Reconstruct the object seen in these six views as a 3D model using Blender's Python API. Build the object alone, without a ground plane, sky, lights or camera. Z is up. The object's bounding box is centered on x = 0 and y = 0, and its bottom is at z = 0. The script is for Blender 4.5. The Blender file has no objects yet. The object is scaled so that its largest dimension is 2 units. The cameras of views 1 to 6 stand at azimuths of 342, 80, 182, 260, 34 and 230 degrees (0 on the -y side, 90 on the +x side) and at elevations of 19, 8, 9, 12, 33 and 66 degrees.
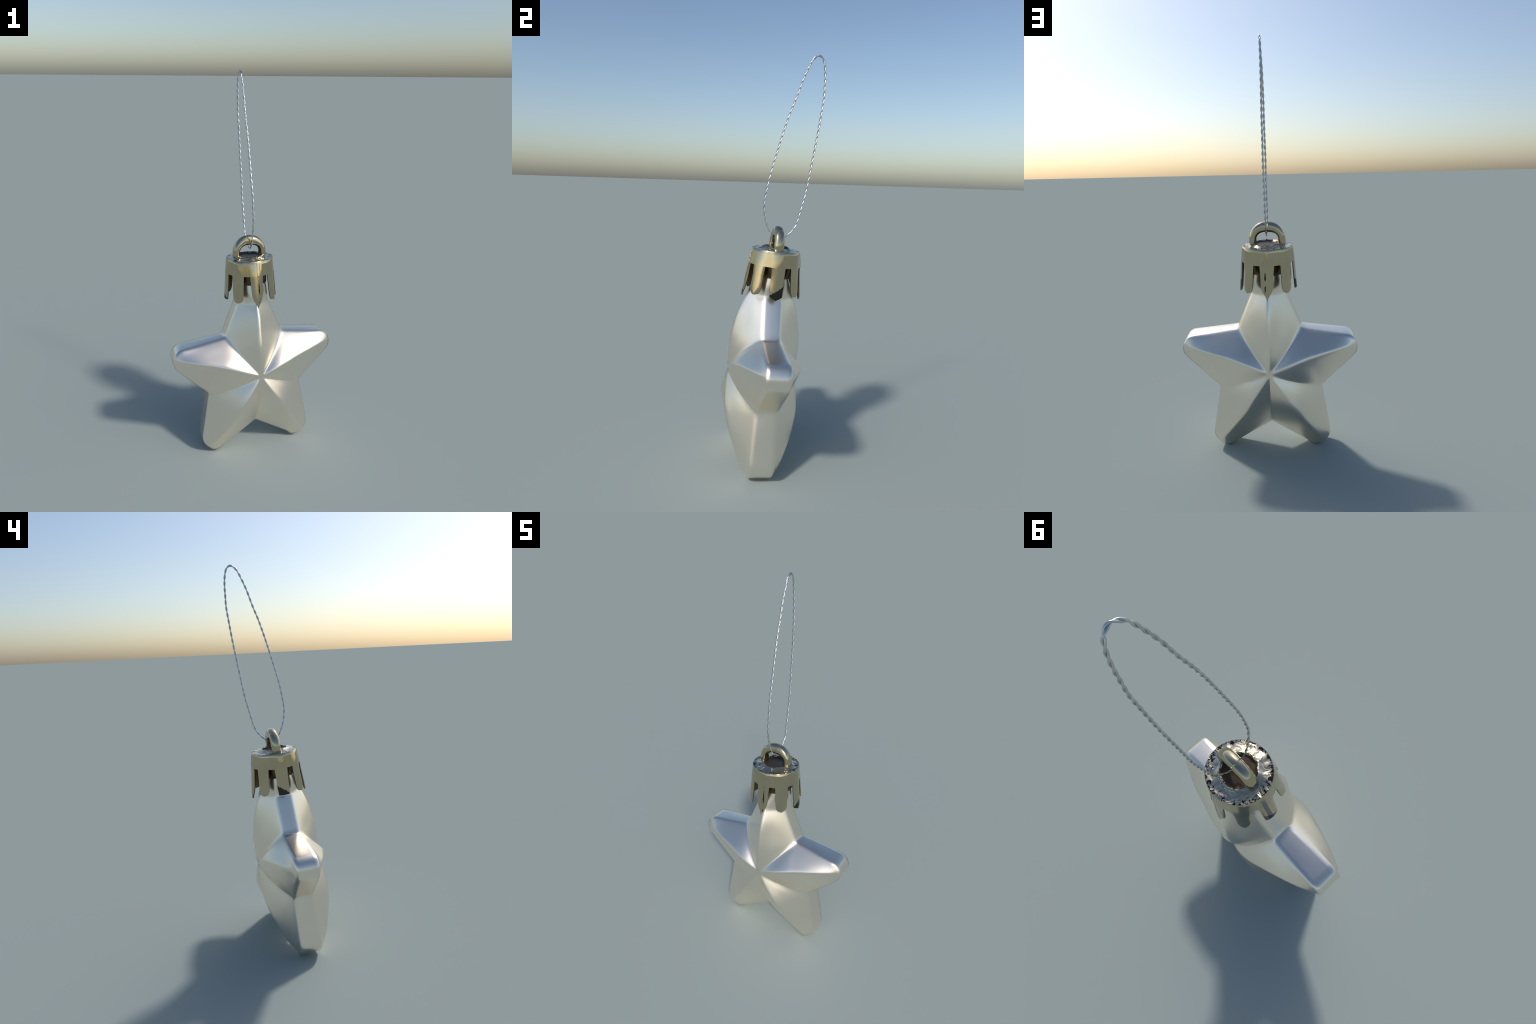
"""Star-shaped christmas ornament: satin champagne star, shiny slotted cap with
hanger ring, and a twisted metallic cord loop.  Everything is modelled in the
ornament's own frame (x right, y back, z up) that leans back by five degrees."""
import bpy, bmesh, math, random
from mathutils import Vector, noise
from mathutils.kdtree import KDTree

random.seed(7)
TILT = math.radians(-5.0)
ORIGIN = (0.0, -0.039, 0.4605)          # star centre in the world
V = Vector

# ------------------------------------------------------------------ helpers
def smooth_curve(pts, t):
    """Catmull-Rom through control points (chord-length parameter), t in 0..1."""
    pts = [V(p) for p in pts]
    d = [0.0]
    for a, b in zip(pts, pts[1:]):
        d.append(d[-1] + (b - a).length)
    x = t * d[-1]
    i = 0
    while i < len(pts) - 2 and x > d[i + 1]:
        i += 1
    h = d[i + 1] - d[i]
    k = min(1.0, max(0.0, (x - d[i]) / h))
    p1, p2 = pts[i], pts[i + 1]
    m1 = (p2 - pts[i - 1]) / (d[i + 1] - d[i - 1]) * h if i > 0 else (p2 - p1)
    m2 = (pts[i + 2] - p1) / (d[i + 2] - d[i]) * h if i + 2 < len(pts) else (p2 - p1)
    k2, k3 = k * k, k * k * k
    return p1 * (2*k3 - 3*k2 + 1) + m1 * (k3 - 2*k2 + k) + p2 * (3*k2 - 2*k3) + m2 * (k3 - k2)

def poly_curve(pts, t):
    pts = [V(p) for p in pts]
    d = [0.0]
    for a, b in zip(pts, pts[1:]):
        d.append(d[-1] + (b - a).length)
    x = t * d[-1]
    i = 0
    while i < len(pts) - 2 and x > d[i + 1]:
        i += 1
    return pts[i].lerp(pts[i + 1], (x - d[i]) / (d[i + 1] - d[i]))

def finish(bm, name, mat, parent, smooth=True, merge=1e-5, recalc=True):
    if merge:
        bmesh.ops.remove_doubles(bm, verts=bm.verts, dist=merge)
        bmesh.ops.dissolve_degenerate(bm, edges=bm.edges, dist=1e-6)
    if recalc:
        bmesh.ops.recalc_face_normals(bm, faces=bm.faces)
    me = bpy.data.meshes.new(name)
    bm.to_mesh(me)
    bm.free()
    for p in me.polygons:
        p.use_smooth = smooth
    for m in (mat if isinstance(mat, (list, tuple)) else [mat]):
        me.materials.append(m)
    ob = bpy.data.objects.new(name, me)
    bpy.context.scene.collection.objects.link(ob)
    ob.parent = parent
    return ob

def place(ob):
    ob.location = ORIGIN
    ob.rotation_euler = (TILT, 0, 0)

def grid_faces(bm, rows, closed=False):
    vs = [[bm.verts.new(p) for p in r] for r in rows]
    fs = []
    for a, b in zip(vs, vs[1:]):
        n = len(a)
        for j in range(n if closed else n - 1):
            k = (j + 1) % n
            fs.append(bm.faces.new((a[j], a[k], b[k], b[j])))
    return vs, fs

# ---------------------------------------------------------------- materials
def new_mat(name):
    m = bpy.data.materials.new(name)
    m.use_nodes = True
    nt = m.node_tree
    return m, nt, nt.nodes["Principled BSDF"]

def ramp(nt, stops, interp='LINEAR'):
    r = nt.nodes.new("ShaderNodeValToRGB")
    r.color_ramp.interpolation = interp
    el = r.color_ramp.elements
    while len(el) < len(stops):
        el.new(0.5)
    for e, (p, c) in zip(el, stops):
        e.position = p
        e.color = c if len(c) == 4 else (*c, 1)
    return r

def tex_noise(nt, scale, detail=2.0, rough=0.5, dist=0.0):
    co = nt.nodes.new("ShaderNodeTexCoord")
    t = nt.nodes.new("ShaderNodeTexNoise")
    t.inputs["Scale"].default_value = scale
    t.inputs["Detail"].default_value = detail
    t.inputs["Roughness"].default_value = rough
    t.inputs["Distortion"].default_value = dist
    nt.links.new(co.outputs["Object"], t.inputs["Vector"])
    return t

def add_bump(nt, bsdf, height, strength, distance):
    b = nt.nodes.new("ShaderNodeBump")
    b.inputs["Strength"].default_value = strength
    b.inputs["Distance"].default_value = distance
    nt.links.new(height, b.inputs["Height"])
    nt.links.new(b.outputs["Normal"], bsdf.inputs["Normal"])
    return b

def math_node(nt, op, a, b=None, clamp=False):
    n = nt.nodes.new("ShaderNodeMath")
    n.operation = op
    n.use_clamp = clamp
    for i, x in enumerate((a, b)):
        if x is None:
            continue
        if isinstance(x, (int, float)):
            n.inputs[i].default_value = x
        else:
            nt.links.new(x, n.inputs[i])
    return n.outputs[0]

def satin_star_material():
    m, nt, p = new_mat("satin_champagne")
    t = tex_noise(nt, 5.0, 2.0)
    r = ramp(nt, [(0.3, (0.905, 0.83, 0.71)), (0.7, (0.935, 0.865, 0.745))])
    nt.links.new(t.outputs["Fac"], r.inputs["Fac"])
    nt.links.new(r.outputs["Color"], p.inputs["Base Color"])
    p.inputs["Metallic"].default_value = 1.0
    p.inputs["Roughness"].default_value = 0.29
    return m

GOLD = (0.53, 0.465, 0.315)

def foil_material(name, crumple=0.0, specks=False, base=GOLD, rough=0.09):
    """Shiny pale-gold metal; optionally crumpled with dark painted specks."""
    m, nt, p = new_mat(name)
    p.inputs["Metallic"].default_value = 1.0
    p.inputs["Roughness"].default_value = rough
    t = tex_noise(nt, 14.0, 3.0)
    r = ramp(nt, [(0.3, tuple(c * 0.94 for c in base)), (0.7, tuple(min(1, c * 1.06) for c in base))])
    nt.links.new(t.outputs["Fac"], r.inputs["Fac"])
    col = r.outputs["Color"]
    if specks:
        # dark specks gather toward the rim of the disc
        co = nt.nodes.new("ShaderNodeTexCoord")
        xyz = nt.nodes.new("ShaderNodeSeparateXYZ")
        nt.links.new(co.outputs["Object"], xyz.inputs[0])
        rr = math_node(nt, 'SQRT', math_node(nt, 'ADD',
             math_node(nt, 'MULTIPLY', xyz.outputs[0], xyz.outputs[0]),
             math_node(nt, 'MULTIPLY', xyz.outputs[1], xyz.outputs[1])))
        ring = nt.nodes.new("ShaderNodeMapRange")
        ring.inputs[1].default_value = 0.086
        ring.inputs[2].default_value = 0.114
        ring.inputs[3].default_value = 0.0
        ring.inputs[4].default_value = 0.17
        nt.links.new(rr, ring.inputs[0])
        n2 = tex_noise(nt, 52.0, 2.0, 0.5, 1.6)
        v = math_node(nt, 'ADD', n2.outputs["Fac"], ring.outputs[0])
        mask = ramp(nt, [(0.685, (0, 0, 0)), (0.715, (1, 1, 1))])
        nt.links.new(v, mask.inputs["Fac"])
        mx = nt.nodes.new("ShaderNodeMix")
        mx.data_type = 'RGBA'
        mx.inputs[7].default_value = (0.035, 0.033, 0.03, 1)
        nt.links.new(mask.outputs["Color"], mx.inputs[0])
        nt.links.new(col, mx.inputs[6])
        col = mx.outputs[2]
    nt.links.new(col, p.inputs["Base Color"])
    if crumple:
        n3 = tex_noise(nt, 27.0, 2.0, 0.5, 0.9)
        add_bump(nt, p, n3.outputs["Fac"], crumple, 0.02)
    return m

def darkened_tab_material(name, seam):
    """Tab metal blackened along the mould seam, or with dark reflection painted at tip."""
    m, nt, p = new_mat(name)
    p.inputs["Metallic"].default_value = 1.0
    p.inputs["Roughness"].default_value = 0.12
    co = nt.nodes.new("ShaderNodeTexCoord")
    xyz = nt.nodes.new("ShaderNodeSeparateXYZ")
    nt.links.new(co.outputs["Object"], xyz.inputs[0])
    nz = tex_noise(nt, 70.0, 3.0, 0.6)
    wob = math_node(nt, 'MULTIPLY', math_node(nt, 'SUBTRACT', nz.outputs["Fac"], 0.5), 0.02)
    if seam:
        mp = nt.nodes.new("ShaderNodeMapping")
        mp.inputs["Scale"].default_value = (90, 90, 22)
        nt.links.new(co.outputs["Object"], mp.inputs[0])
        n2 = nt.nodes.new("ShaderNodeTexNoise")
        n2.inputs["Scale"].default_value = 1.0
        n2.inputs["Detail"].default_value = 2.0
        nt.links.new(mp.outputs[0], n2.inputs["Vector"])
        d = math_node(nt, 'ABSOLUTE', math_node(nt, 'SUBTRACT', math_node(nt, 'ADD', xyz.outputs[0], math_node(nt, 'MULTIPLY', wob, 0.3)), 0.009))
        near = math_node(nt, 'SUBTRACT', 1.0, math_node(nt, 'DIVIDE', d, 0.012), clamp=True)
        v = math_node(nt, 'MULTIPLY', near, n2.outputs["Fac"])
        mask = ramp(nt, [(0.40, (0, 0, 0)), (0.45, (1, 1, 1))])
    else:
        # diagonal edge across the lower corner: y - z side
        v = math_node(nt, 'ADD', math_node(nt, 'MULTIPLY', xyz.outputs[1], 0.75),
                      math_node(nt, 'SUBTRACT', 0.427, xyz.outputs[2]))
        v = math_node(nt, 'ADD', v, wob)
        v = math_node(nt, 'ADD', math_node(nt, 'MULTIPLY', v, 10.0), 0.5)
        mask = ramp(nt, [(0.49, (0, 0, 0)), (0.52, (1, 1, 1))])
    nt.links.new(v, mask.inputs["Fac"])
    mx = nt.nodes.new("ShaderNodeMix")
    mx.data_type = 'RGBA'
    mx.inputs[6].default_value = (*GOLD, 1)
    mx.inputs[7].default_value = (0.06, 0.055, 0.045, 1)
    nt.links.new(mask.outputs["Color"], mx.inputs[0])
    nt.links.new(mx.outputs[2], p.inputs["Base Color"])
    return m

def plain_metal(name, col, rough, metallic=1.0):
    m, nt, p = new_mat(name)
    t = tex_noise(nt, 40.0, 3.0)
    r = ramp(nt, [(0.3, tuple(c * 0.85 for c in col)), (0.7, tuple(min(1, c * 1.12) for c in col))])
    nt.links.new(t.outputs["Fac"], r.inputs["Fac"])
    nt.links.new(r.outputs["Color"], p.inputs["Base Color"])
    p.inputs["Metallic"].default_value = metallic
    p.inputs["Roughness"].default_value = rough
    return m

M_STAR = satin_star_material()
M_FOIL = foil_material("pale_gold_metal")
M_RING = foil_material("ring_metal", rough=0.12)
M_TOP = foil_material("crumpled_foil", crumple=0.3, specks=True, rough=0.2, base=(0.57, 0.505, 0.375))
M_SEAM = darkened_tab_material("seamed_metal", True)
M_DARK_TIP = darkened_tab_material("painted_reflection_metal", False)
M_INNER = plain_metal("dark_inner_metal", (0.13, 0.095, 0.045), 0.35)
M_FLOOR = plain_metal("painted_hole_shadow", (0.062, 0.043, 0.027), 0.4, 0.6)  # shadow inside the hole baked into a dark brown base colour
M_CORD = plain_metal("silver_thread", (0.62, 0.63, 0.63), 0.28)

# ---------------------------------------------------------------------- root
root = bpy.data.objects.new("star_ornament", None)
bpy.context.scene.collection.objects.link(root)
root["label"] = "satin champagne star ornament with shiny slotted cap and cord loop"
root["category"] = "christmas ornament"

# ---------------------------------------------------------------------- star
# control points of the right half, (x, up, front depth); mirrored left and back
CENTRE = (0.0, 0.0, 0.168)
INNER_TOP = (0.161, 0.191, 0.040)       # re-entrant corners of the rim
INNER_SIDE = (0.2595, -0.1175, 0.047)
INNER_LOW = (0.0, -0.3215, 0.047)
NECK_RIM = (0.080, 0.385, 0.040)
NECK_RIDGE = (0.0, 0.385, 0.116)

RIDGE_TOP = [CENTRE, (0, 0.06, 0.175), (0, 0.13, 0.177), (0, 0.20, 0.172), (0, 0.265, 0.157), (0, 0.33, 0.137), NECK_RIDGE]
RIDGE_ARM = [CENTRE, (0.04, 0.020, 0.173), (0.10, 0.047, 0.175), (0.15, 0.063, 0.165), (0.20, 0.076, 0.151), (0.25, 0.086, 0.136), (0.30, 0.094, 0.119), (0.35, 0.101, 0.099), (0.40, 0.107, 0.075), (0.427, 0.107, 0.060)]
RIDGE_LEG = [CENTRE, (0.030, -0.047, 0.174), (0.085, -0.132, 0.181), (0.112, -0.174, 0.179), (0.152, -0.236, 0.164), (0.195, -0.303, 0.135), (0.238, -0.370, 0.102), (0.268, -0.416, 0.068)]
TH = 0.055

def valley_line(corner, swell):
    """crease from the centre to a notch of the rim, slightly fuller than a straight line"""
    a, b = V(CENTRE), V(corner)
    return [a.lerp(b, t) + V((0, 0, swell * 4 * t * (1 - t))) for t in (0, 0.15, 0.3, 0.45, 0.6, 0.75, 0.88, 1.0)]

VALLEY_TOP, VALLEY_SIDE, VALLEY_LOW = valley_line(INNER_TOP, 0.026), valley_line(INNER_SIDE, 0.024), valley_line(INNER_LOW, 0.021)
ARM_UPPER = [INNER_TOP, (0.393, 0.158, TH), (0.417, 0.145, TH), (0.432, 0.124, TH), (0.4395, 0.101, TH)]
ARM_LOWER = [INNER_SIDE, (0.420, 0.046, TH), (0.434, 0.066, TH), (0.438, 0.082, TH), (0.4395, 0.101, TH)]
LEG_OUTER = [INNER_SIDE, (0.303, -0.368, TH), (0.302, -0.392, TH), (0.286, -0.421, TH), (0.270, -0.436, TH)]
LEG_INNER = [INNER_LOW, (0.182, -0.4275, TH), (0.203, -0.448, TH), (0.228, -0.4572, TH), (0.252, -0.451, TH), (0.270, -0.436, TH)]
NECK_SIDE = [INNER_TOP, (0.1205, 0.288, 0.040), NECK_RIM]

def ease_rows(n, first, last):
    """0..1 samples whose first and last cells have the given widths"""
    return [0.0, first] + [first + (1 - first - last) * i / n for i in range(1, n)] + [1 - last, 1.0]

VALLEY_T = (0.04, 0.1, 0.2, 0.3, 0.4, 0.5, 0.6, 0.7, 0.8, 0.88, 0.94, 0.97, 1.0)
RIM_T = (0.04, 0.12, 0.24, 0.36, 0.48, 0.6, 0.72, 0.84, 0.94, 1.0)

def outer_edge(rim, valley):
    """valley crease out to the notch, then along the rim and round the tip"""
    edge = [smooth_curve(valley, t) for t in VALLEY_T]
    if len(rim) == 3:                                     # neck side: no rounded tip
        return edge + [poly_curve(rim, t) for t in RIM_T]
    edge += [V(rim[0]).lerp(V(rim[1]), t) for t in RIM_T]
    return edge + [smooth_curve(rim[1:], i / 8) for i in range(1, 9)]

RIDGE_LIFT = 0.003                       # makes up for the later rolling of the ridges

def arm(ridge, *flanks):
    """Flanks of one arm: straight rulings run from shared ridge points square across to the
    valley and, past the notch, to the rim.  Rows go from the centre to the tip, outer edge first."""
    axis = (V(ridge[-1]).xy - V(CENTRE).xy).normalized()
    ridge = [V(p) + V((0, 0, RIDGE_LIFT if 0 < i < len(ridge) - 1 else 0)) for i, p in enumerate(ridge)]
    fine = [smooth_curve(ridge, i / 200) for i in range(201)]
    along = [p.xy.dot(axis) for p in fine]

    def ridge_at(d):
        if d <= along[0]:
            return fine[0]
        for i in range(200):
            if along[i + 1] >= d:
                return fine[i].lerp(fine[i + 1], (d - along[i]) / max(1e-9, along[i + 1] - along[i]))
        return fine[-1]

    edges = [outer_edge(rim, valley) for rim, valley in flanks]
    top = [ridge_at(sum(e[j].xy.dot(axis) for e in edges) / len(edges)) for j in range(len(edges[0]))]
    weights = ease_rows(15, 0.05, 0.04)
    out = []
    for edge in edges:
        rows = [[V(CENTRE)] * len(weights)]
        for e, r in zip(edge, top):
            d = r.xy.dot(axis) / along[-1]
            puff = 0.006 * 4 * max(0.0, d * (1 - d)) * min(1.0, (e.xy - r.xy).length / 0.06)
            rows.append([e.lerp(r, w) + V((0, 0, puff * 3.2 * w ** 1.2 * (1 - w))) for w in weights])
        out.append((rows, len(VALLEY_T)))
    return out

SECTORS = (arm(RIDGE_TOP, (NECK_SIDE, VALLEY_TOP))
           + arm(RIDGE_ARM, (ARM_UPPER, VALLEY_TOP), (ARM_LOWER, VALLEY_SIDE))
           + arm(RIDGE_LEG, (LEG_OUTER, VALLEY_SIDE), (LEG_INNER, VALLEY_LOW)))

bm = bmesh.new()
def loc(p, mx, mf):
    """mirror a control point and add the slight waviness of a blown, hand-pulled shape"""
    q = V((p[0] * mx, -p[2] * mf, p[1]))
    k = min(1.0, max(0.0, (p[2] - 0.055) / 0.03)) * min(1.0, max(0.0, (0.385 - p[1]) / 0.05))
    q.y += k * (0.0026 * noise.noise(q * 12.0) + 0.0008 * noise.noise(q * 31.0))
    return q
for rows, first_rim in SECTORS:
    for mx in (1, -1):
        for mf in (1, -1):
            grid_faces(bm, [[loc(p, mx, mf) for p in r] for r in rows])
        # rim band between the front and back edges
        band = []
        for r in rows[first_rim:]:
            p = r[0]
            d = p[2]
            band.append([loc((p[0], p[1], d * k), mx, 1) for k in (1, 0.72, 0, -0.72, -1)])
        grid_faces(bm, band)

# neck: hexagonal end of the upper arm blends into a round collar
q = SECTORS[0][0][-1]                      # rim -> ridge at the neck
outline = []
quarter = [(p[0], p[2]) for p in q]                  # (x, depth) from rim to ridge
band_k = (0, 0.72)
for mx, mf, rev in ((1, 1, False), (-1, 1, True), (-1, -1, False), (1, -1, True)):
    seg = [(quarter[0][0], quarter[0][1] * k) for k in band_k] + quarter
    seg = [(x * mx, d * mf) for x, d in seg]
    if rev:
        seg = seg[::-1]
    outline += seg[:-1]
rows = []
for up, k, rad in ((0.385, 0.0, 0.0), (0.395, 0.10, 0.098), (0.41, 0.28, 0.096), (0.428, 0.52, 0.092), (0.45, 0.80, 0.087), (0.475, 1.0, 0.081), (0.50, 1.0, 0.078), (0.56, 1.0, 0.076)):
    row = []
    for x, d in outline:
        shrink = 1.0 - 0.9 * (up - 0.385)
        a = V((x, -d)) * shrink
        l = a.length
        c = a.normalized() * rad if l else a
        b = a.lerp(c, k)
        row.append(V((b.x, b.y, up)))
    rows.append(row)
vs, fs = grid_faces(bm, rows, closed=True)
bm.faces.new(vs[-1])
bmesh.ops.remove_doubles(bm, verts=bm.verts, dist=1e-5)
soft = [v for v in bm.verts if abs(v.co.y) > 0.064 and v.co.z < 0.38]     # roll the ridges, keep the rim
bmesh.ops.smooth_vert(bm, verts=soft, factor=0.5, use_axis_x=True, use_axis_y=True, use_axis_z=True)
for i in range(4):
    bmesh.ops.smooth_vert(bm, verts=soft, factor=0.5, use_axis_x=True, use_axis_y=True, use_axis_z=True)
rim = [v for v in bm.verts if 0.036 < abs(v.co.y) <= 0.064 and v.co.z < 0.38]
bmesh.ops.smooth_vert(bm, verts=rim, factor=0.35, use_axis_x=True, use_axis_y=True, use_axis_z=True)
star = finish(bm, "star_body", M_STAR, root)

def soften_normals(ob, sigma):
    """shade edges as gently rolled: average face normals over a small neighbourhood"""
    me = ob.data
    tree = KDTree(len(me.polygons))
    for i, p in enumerate(me.polygons):
        tree.insert(p.center, i)
    tree.balance()
    normals = []
    for v in me.vertices:
        acc = V((0, 0, 0))
        sg = sigma * (1.45 if abs(v.co.y) < 0.075 else 1.0)      # the rim rolls over more softly
        for co, i, d in tree.find_range(v.co, sg * 2.4):
            p = me.polygons[i]
            acc += p.normal * p.area * math.exp(-0.5 * (d / sg) ** 2)
        normals.append(acc.normalized() if acc.length > 1e-12 else v.normal.copy())
    me.normals_split_custom_set_from_vertices(normals)

soften_normals(star, 0.0062)
place(star)

# ----------------------------------------------------------------------- cap
Z_TOP, Z_SLOT, Z_TIP = 0.611, 0.535, 0.392
R_TOP = 0.121
WALL = 0.006
TAB_HALF = math.radians(15.3)            # half of a tab's angle where it leaves the skirt

def cap_point(ang, z, inset=0.0, rib=0.0):
    """Skirt surface: slightly oval, flaring downward (more to front and back than to the sides)."""
    k = (Z_TOP - z) / (Z_TOP - Z_TIP)
    rx = 0.1235 + (0.1390 - 0.1235) * k - inset + rib
    ry = 0.1180 + (0.1440 - 0.1180) * k - inset + rib
    return V((rx * math.sin(ang), -ry * math.cos(ang), z))

def rib_height(c, z):
    """tabs start as shallow ribs that swell from the top edge down to the slot line"""
    swell = 0.0032 * (1 - c * c) * min(1.0, max(0.0, (Z_TOP - 0.003 - z) / 0.05))
    curl = 0.0025 * abs(c) ** 3 * min(1.0, max(0.0, (Z_SLOT - z) / 0.04))
    return swell - curl

COLS = [-1, -0.88, -0.6, -0.3, 0, 0.3, 0.6, 0.88, 1]
SEG = 48
def ring_pts(r, z, seg=SEG, ph=0.0):
    return [V((r * math.sin(2*math.pi*i/seg + ph), -r * math.cos(2*math.pi*i/seg + ph), z)) for i in range(seg)]

def skirt_row(z, inset=0.0):
    row = []
    for t in range(8):
        a0 = math.radians(45 * t)
        for c in COLS:
            row.append(cap_point(a0 + c * TAB_HALF, z, inset, rib_height(c, z) if inset < WALL else 0.0))
        # flat panel above each slot
        p, q = cap_point(a0 + TAB_HALF, z, inset), cap_point(a0 + math.radians(45) - TAB_HALF, z, inset)
        row += [p.lerp(q, k) for k in (0.15, 0.5, 0.85)]
    return row

# skirt band (above the slots), a closed shell
bm = bmesh.new()
prof = [(Z_TOP, 0.0012), (Z_TOP - 0.0015, 0.0), (0.595, 0), (0.575, 0), (0.555, 0), (Z_SLOT, 0), (Z_SLOT, WALL), (0.58, WALL), (0.604, WALL)]
grid_faces(bm, [skirt_row(z, i) for z, i in prof], closed=True)
cap = finish(bm, "cap", M_FOIL, root)
cap.data.set_sharp_from_angle(angle=math.radians(38))
place(cap)
cap.location.y += 0.003

# tabs: slightly convex strips, eight round the skirt
def tab_mesh(name, mat, prof, centre):
    """Strip continuing the skirt; prof lists (half width, z) pairs from the slot line downward."""
    bm = bmesh.new()
    outer, inner = [], []
    for i, (hw, z) in enumerate(prof):
        ro, ri = [], []
        half = TAB_HALF if i == 0 else hw / 0.128 * (1.0 - 0.6 * (Z_SLOT - z))
        for c in COLS:
            ro.append(cap_point(centre + c * half, z, 0.0, rib_height(c, z)))
            ri.append(cap_point(centre + c * half, z, WALL * (0.8 if abs(c) == 1 else 1.0), rib_height(c, z)))
        outer.append(ro)
        inner.append(ri)
    vo, fo = grid_faces(bm, outer)
    vi, fi = grid_faces(bm, inner)
    for f in fi:
        f.material_index = 1
    for a in range(len(prof) - 1):
        for c in (0, -1):
            f = bm.faces.new((vo[a][c], vo[a+1][c], vi[a+1][c], vi[a][c]))
            f.material_index = 1
    for c in range(len(COLS) - 1):
        bm.faces.new((vo[-1][c], vo[-1][c+1], vi[-1][c+1], vi[-1][c]))
    ob = finish(bm, name, [mat, M_INNER], cap, merge=0)
    ob.data.set_sharp_from_angle(angle=math.radians(38))
    return ob

ROUND = [(0.034, Z_SLOT), (0.0335, 0.52), (0.032, 0.49), (0.0315, 0.46), (0.031, 0.435), (0.0295, 0.422), (0.026, 0.411), (0.019, 0.402), (0.008, 0.398)]
POINTED = [(0.034, Z_SLOT), (0.0335, 0.52), (0.032, 0.49), (0.031, 0.46), (0.030, 0.44), (0.027, 0.422), (0.020, 0.407), (0.011, 0.393), (0.004, 0.381), (0.0015, 0.372)]
FLAT = [(0.034, Z_SLOT), (0.0335, 0.52), (0.032, 0.49), (0.031, 0.46), (0.030, 0.43), (0.029, 0.402), (0.0285, 0.397)]
HEXED = [(0.034, Z_SLOT), (0.0335, 0.52), (0.0325, 0.49), (0.0325, 0.46), (0.032, 0.43), (0.031, 0.405), (0.030, 0.399), (0.016, 0.390), (0.003, 0.384)]

# angle 0 faces the front (-y), 90 degrees faces +x
for ang, kind in ((0, 'seam'), (45, 'round'), (90, 'hex'), (135, 'round'), (180, 'seam'), (225, 'round'), (270, 'flat'), (315, 'round')):
    prof_t, mat = {'seam': (POINTED, M_SEAM), 'round': (ROUND, M_FOIL), 'hex': (HEXED, M_DARK_TIP), 'flat': (FLAT, M_DARK_TIP)}[kind]
    jit = random.uniform(-0.003, 0.003)
    prof_j = [(w * random.uniform(0.98, 1.02), z + jit * (Z_SLOT - z) / 0.14) for w, z in prof_t]
    tab_mesh("tab", mat, prof_j, math.radians(ang))

# moulding ridges that run down the front and back seams
for side in (1, -1):
    bm = bmesh.new()
    for off, top, bot, wd in ((0.003, 0.606, 0.384, 0.0022), (0.017, 0.600, 0.535, 0.0016)):
        rows = []
        for i in range(25):
            z = top + (bot - top) * i / 24
            lift = 0.0026 * min(1, (Z_TOP - z) / 0.05)
            x0 = off + 0.0022 * noise.noise(V((side * 3.0, off * 90, z * 70)))
            row = []
            for dx, h in ((-1, -0.002), (-0.5, 0.0016), (0.5, 0.0016), (1, -0.002)):
                p = cap_point((x0 + dx * wd) / 0.128, z, 0.0, lift + h * (1 if 0 < i < 24 else 0.2))
                row.append(V((p.x, p.y * side, z)))
            rows.append(row)
        grid_faces(bm, rows)
    seam = finish(bm, "mould_seam", M_FOIL, cap)

# top disc: crumpled foil that rises to a lip round a shallow, dark, ragged dish
bm = bmesh.new()
HOLE, LIP = 0.069, 0.013
rows = []
SEGD = 160
radii = [1.0, 0.985] + [0.97 - 0.97 * i / 26 for i in range(1, 26)]
dish = []
for ri, k in enumerate(radii):
    row = []
    for i in range(SEGD):
        a = 2 * math.pi * i / SEGD
        edge = cap_point(a, Z_TOP, 0.0016)
        x, y = edge.x * k, edge.y * k
        r = math.hypot(x, y)
        hole = HOLE + 0.007 * noise.noise(V((math.cos(a) * 2.2, math.sin(a) * 2.2, 3.1)))
        t = (R_TOP - r) / (R_TOP - hole)             # 0 at the edge, 1 at the lip
        h = LIP * max(0.0, min(1.0, t)) ** 3.2
        if r < hole:
            d = min(1.0, (hole - r) / 0.010)
            h = LIP - 0.010 * (d * d * (3 - 2 * d))
        if ri > 1:
            amp = 1.0 if r > hole - 0.006 else 0.35
            h += amp * (0.0036 * noise.noise(V((x * 34, y * 34, 1.7))) + 0.0007 * noise.noise(V((x * 70, y * 70, 5.0))))
        row.append(V((x, y, Z_TOP + h)))
    rows.append(row)
vs, fs = grid_faces(bm, rows, closed=True)
bm.faces.new(vs[-1])
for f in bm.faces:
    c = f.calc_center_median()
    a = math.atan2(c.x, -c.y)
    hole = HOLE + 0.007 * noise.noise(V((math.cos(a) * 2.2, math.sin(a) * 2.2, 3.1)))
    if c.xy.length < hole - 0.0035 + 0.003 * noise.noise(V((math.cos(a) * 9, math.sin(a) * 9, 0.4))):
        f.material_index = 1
disc = finish(bm, "cap_top", [M_TOP, M_FLOOR], cap)

# inner sleeve that grips the neck, seen through the slots
bm = bmesh.new()
prof = [(0.108, 0.603), (0.092, 0.58), (0.089, 0.52), (0.088, 0.478), (0.082, 0.474), (0.080, 0.49)]
grid_faces(bm, [ring_pts(r, z) for r, z in prof], closed=True)
sleeve = finish(bm, "inner_sleeve", M_INNER, cap)

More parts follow.
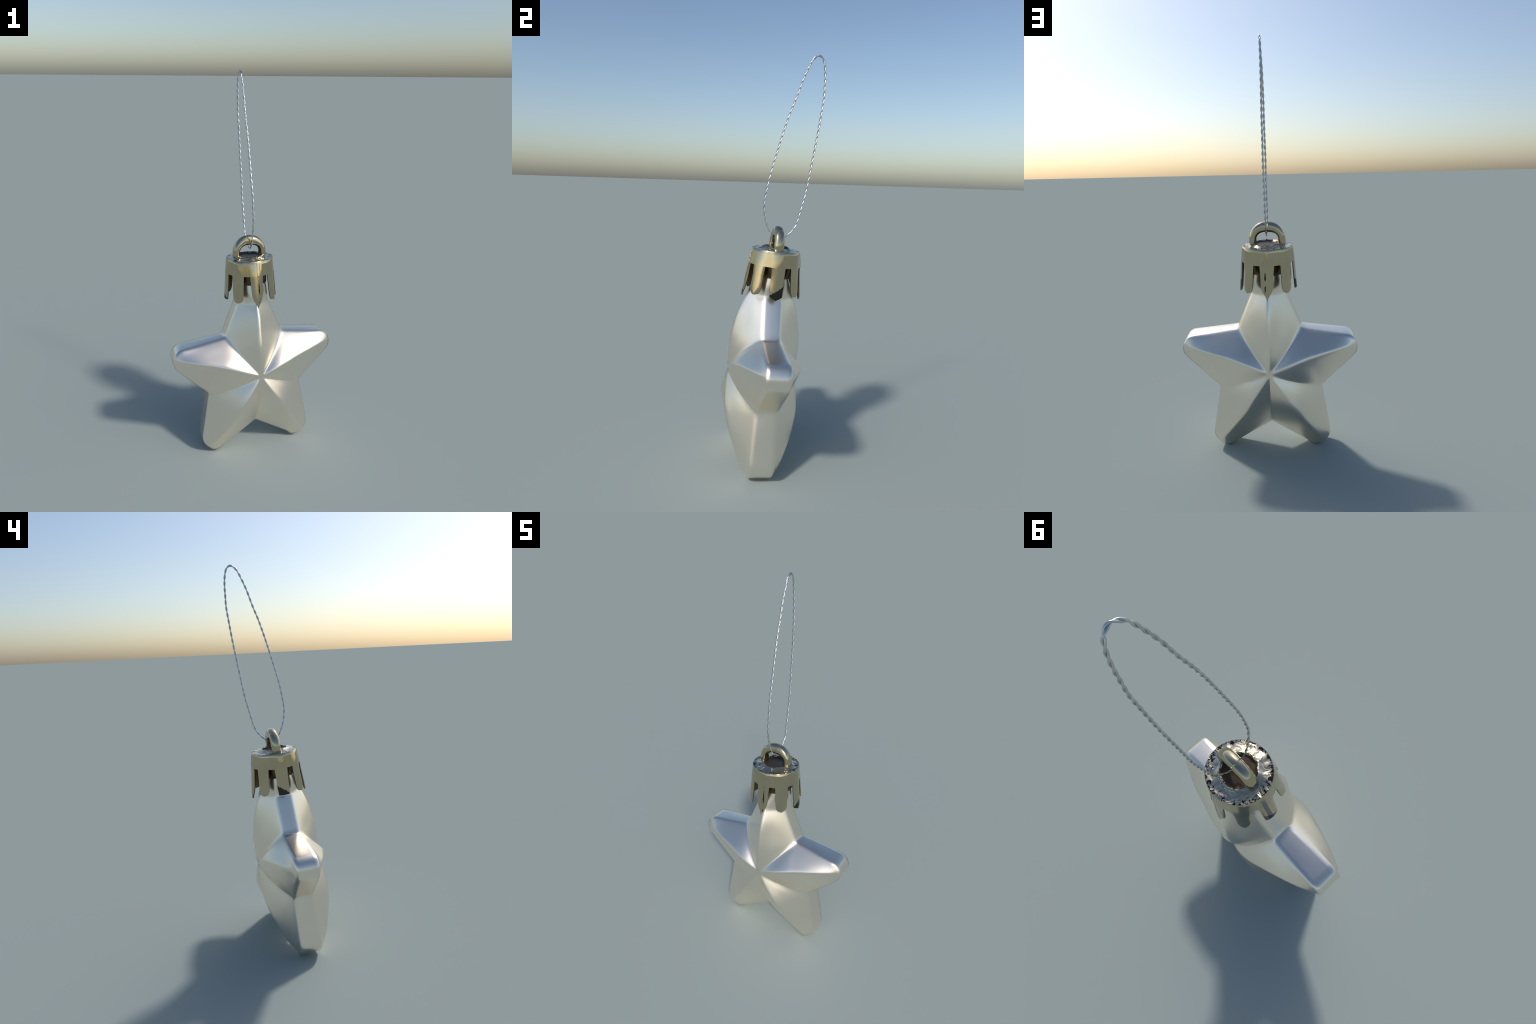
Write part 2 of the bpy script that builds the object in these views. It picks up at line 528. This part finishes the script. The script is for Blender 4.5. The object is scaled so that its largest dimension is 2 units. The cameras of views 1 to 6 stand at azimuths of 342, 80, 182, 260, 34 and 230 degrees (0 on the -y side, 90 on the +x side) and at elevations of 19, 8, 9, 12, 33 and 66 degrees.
# hanger ring: arch with a D-shaped section (round outside, flatter inside)
bm = bmesh.new()
stations = []
for i in range(4):
    z = 0.600 + 0.030 * i / 4
    stations.append((0.0890, z, 0.0525, z))
N = 28
for i in range(N + 1):
    a = math.pi * i / N
    c, q = math.cos(a), max(0.0, math.sin(a))
    sc = math.copysign(1, c)
    stations.append((0.0890 * sc * abs(c) ** 0.94, 0.630 + 0.0975 * q ** 0.94,
                     0.0525 * sc * abs(c) ** 0.80, 0.636 + 0.0390 * q ** 0.85))
for i in range(3, -1, -1):
    z = 0.600 + 0.030 * i / 4
    stations.append((-0.0890, z, -0.0525, z))
rows = []
for ox, oz, ix, iz in stations:
    po, pi_ = V((ox, 0, oz)), V((ix, 0, iz))
    mid, half = (po + pi_) / 2, (po - pi_) / 2
    row = []
    for j in range(22):
        b = 2 * math.pi * j / 22
        c, q = math.cos(b), math.sin(b)
        cc = math.copysign(abs(c) ** (1.0 if c > 0 else 0.6), c)
        ss = math.copysign(abs(q) ** 0.85, q)
        k = 1 + 0.05 * noise.noise(V((mid.x * 34, b, mid.z * 34)))
        row.append(mid + half * cc * k + V((0, 1, 0)) * ss * 0.0245 * k)
    rows.append(row)
grid_faces(bm, rows, closed=True)
ring = finish(bm, "hanger_ring", M_RING, cap)

# ---------------------------------------------------------------------- cord
CORD = [(0.002, -0.013, 1.143), (0.001, -0.030, 1.182), (0.001, -0.043, 1.231), (0.002, -0.048, 1.287), (0.002, -0.042, 1.336),
        (0.002, -0.028, 1.410), (0.001, -0.009, 1.483), (0.001, 0.014, 1.562), (0.001, 0.039, 1.647), (0.0, 0.067, 1.732),
        (0.0, 0.095, 1.804), (0.001, 0.122, 1.882), (0.003, 0.145, 1.935), (0.004, 0.167, 1.9755), (0.004, 0.194, 1.9935),
        (0.002, 0.214, 1.981), (0.001, 0.2245, 1.947), (0.0, 0.2285, 1.900), (0.0, 0.2280, 1.859), (0.0, 0.2265, 1.800),
        (0.001, 0.217, 1.728), (0.002, 0.205, 1.643), (0.002, 0.190, 1.551), (0.003, 0.172, 1.447), (0.002, 0.157, 1.360),
        (0.002, 0.135, 1.272), (0.002, 0.110, 1.186), (0.002, 0.084, 1.150), (0.003, 0.060, 1.128), (0.003, 0.040, 1.116),
        (0.003, 0.022, 1.114), (0.002, 0.002, 1.122), (0.002, -0.013, 1.143)]
NS = 900
ctr = [smooth_curve(CORD, i / NS) for i in range(NS)]
length = sum((ctr[(i + 1) % NS] - ctr[i]).length for i in range(NS))
turns = round(length / 0.062)
bm = bmesh.new()
for ply in range(2):                     # two plies twisted round each other
    rows = []
    for i in range(NS):
        t = (ctr[(i + 1) % NS] - ctr[i - 1]).normalized()
        side = V((1, 0, 0))
        up = t.cross(side).normalized()
        side = up.cross(t).normalized()
        f = i / NS
        ang = 2 * math.pi * turns * f + 0.35 * math.sin(f * 23) + math.pi * ply
        z = ctr[i].z
        k = min(1.0, max(0.55, 0.55 + 0.45 * (z - 1.11) / 0.12))
        c = ctr[i] + (side * math.cos(ang) + up * math.sin(ang)) * 0.0026 * k
        rad = 0.0029 * k
        rows.append([c + (side * math.cos(2*math.pi*j/8) + up * math.sin(2*math.pi*j/8)) * rad for j in range(8)])
    rows.append(rows[0])
    grid_faces(bm, rows, closed=True)
finish(bm, "hanging_cord", M_CORD, root)

for ob in list(cap.children):
    ob.location = (0, 0, 0)
bpy.context.view_layer.update()
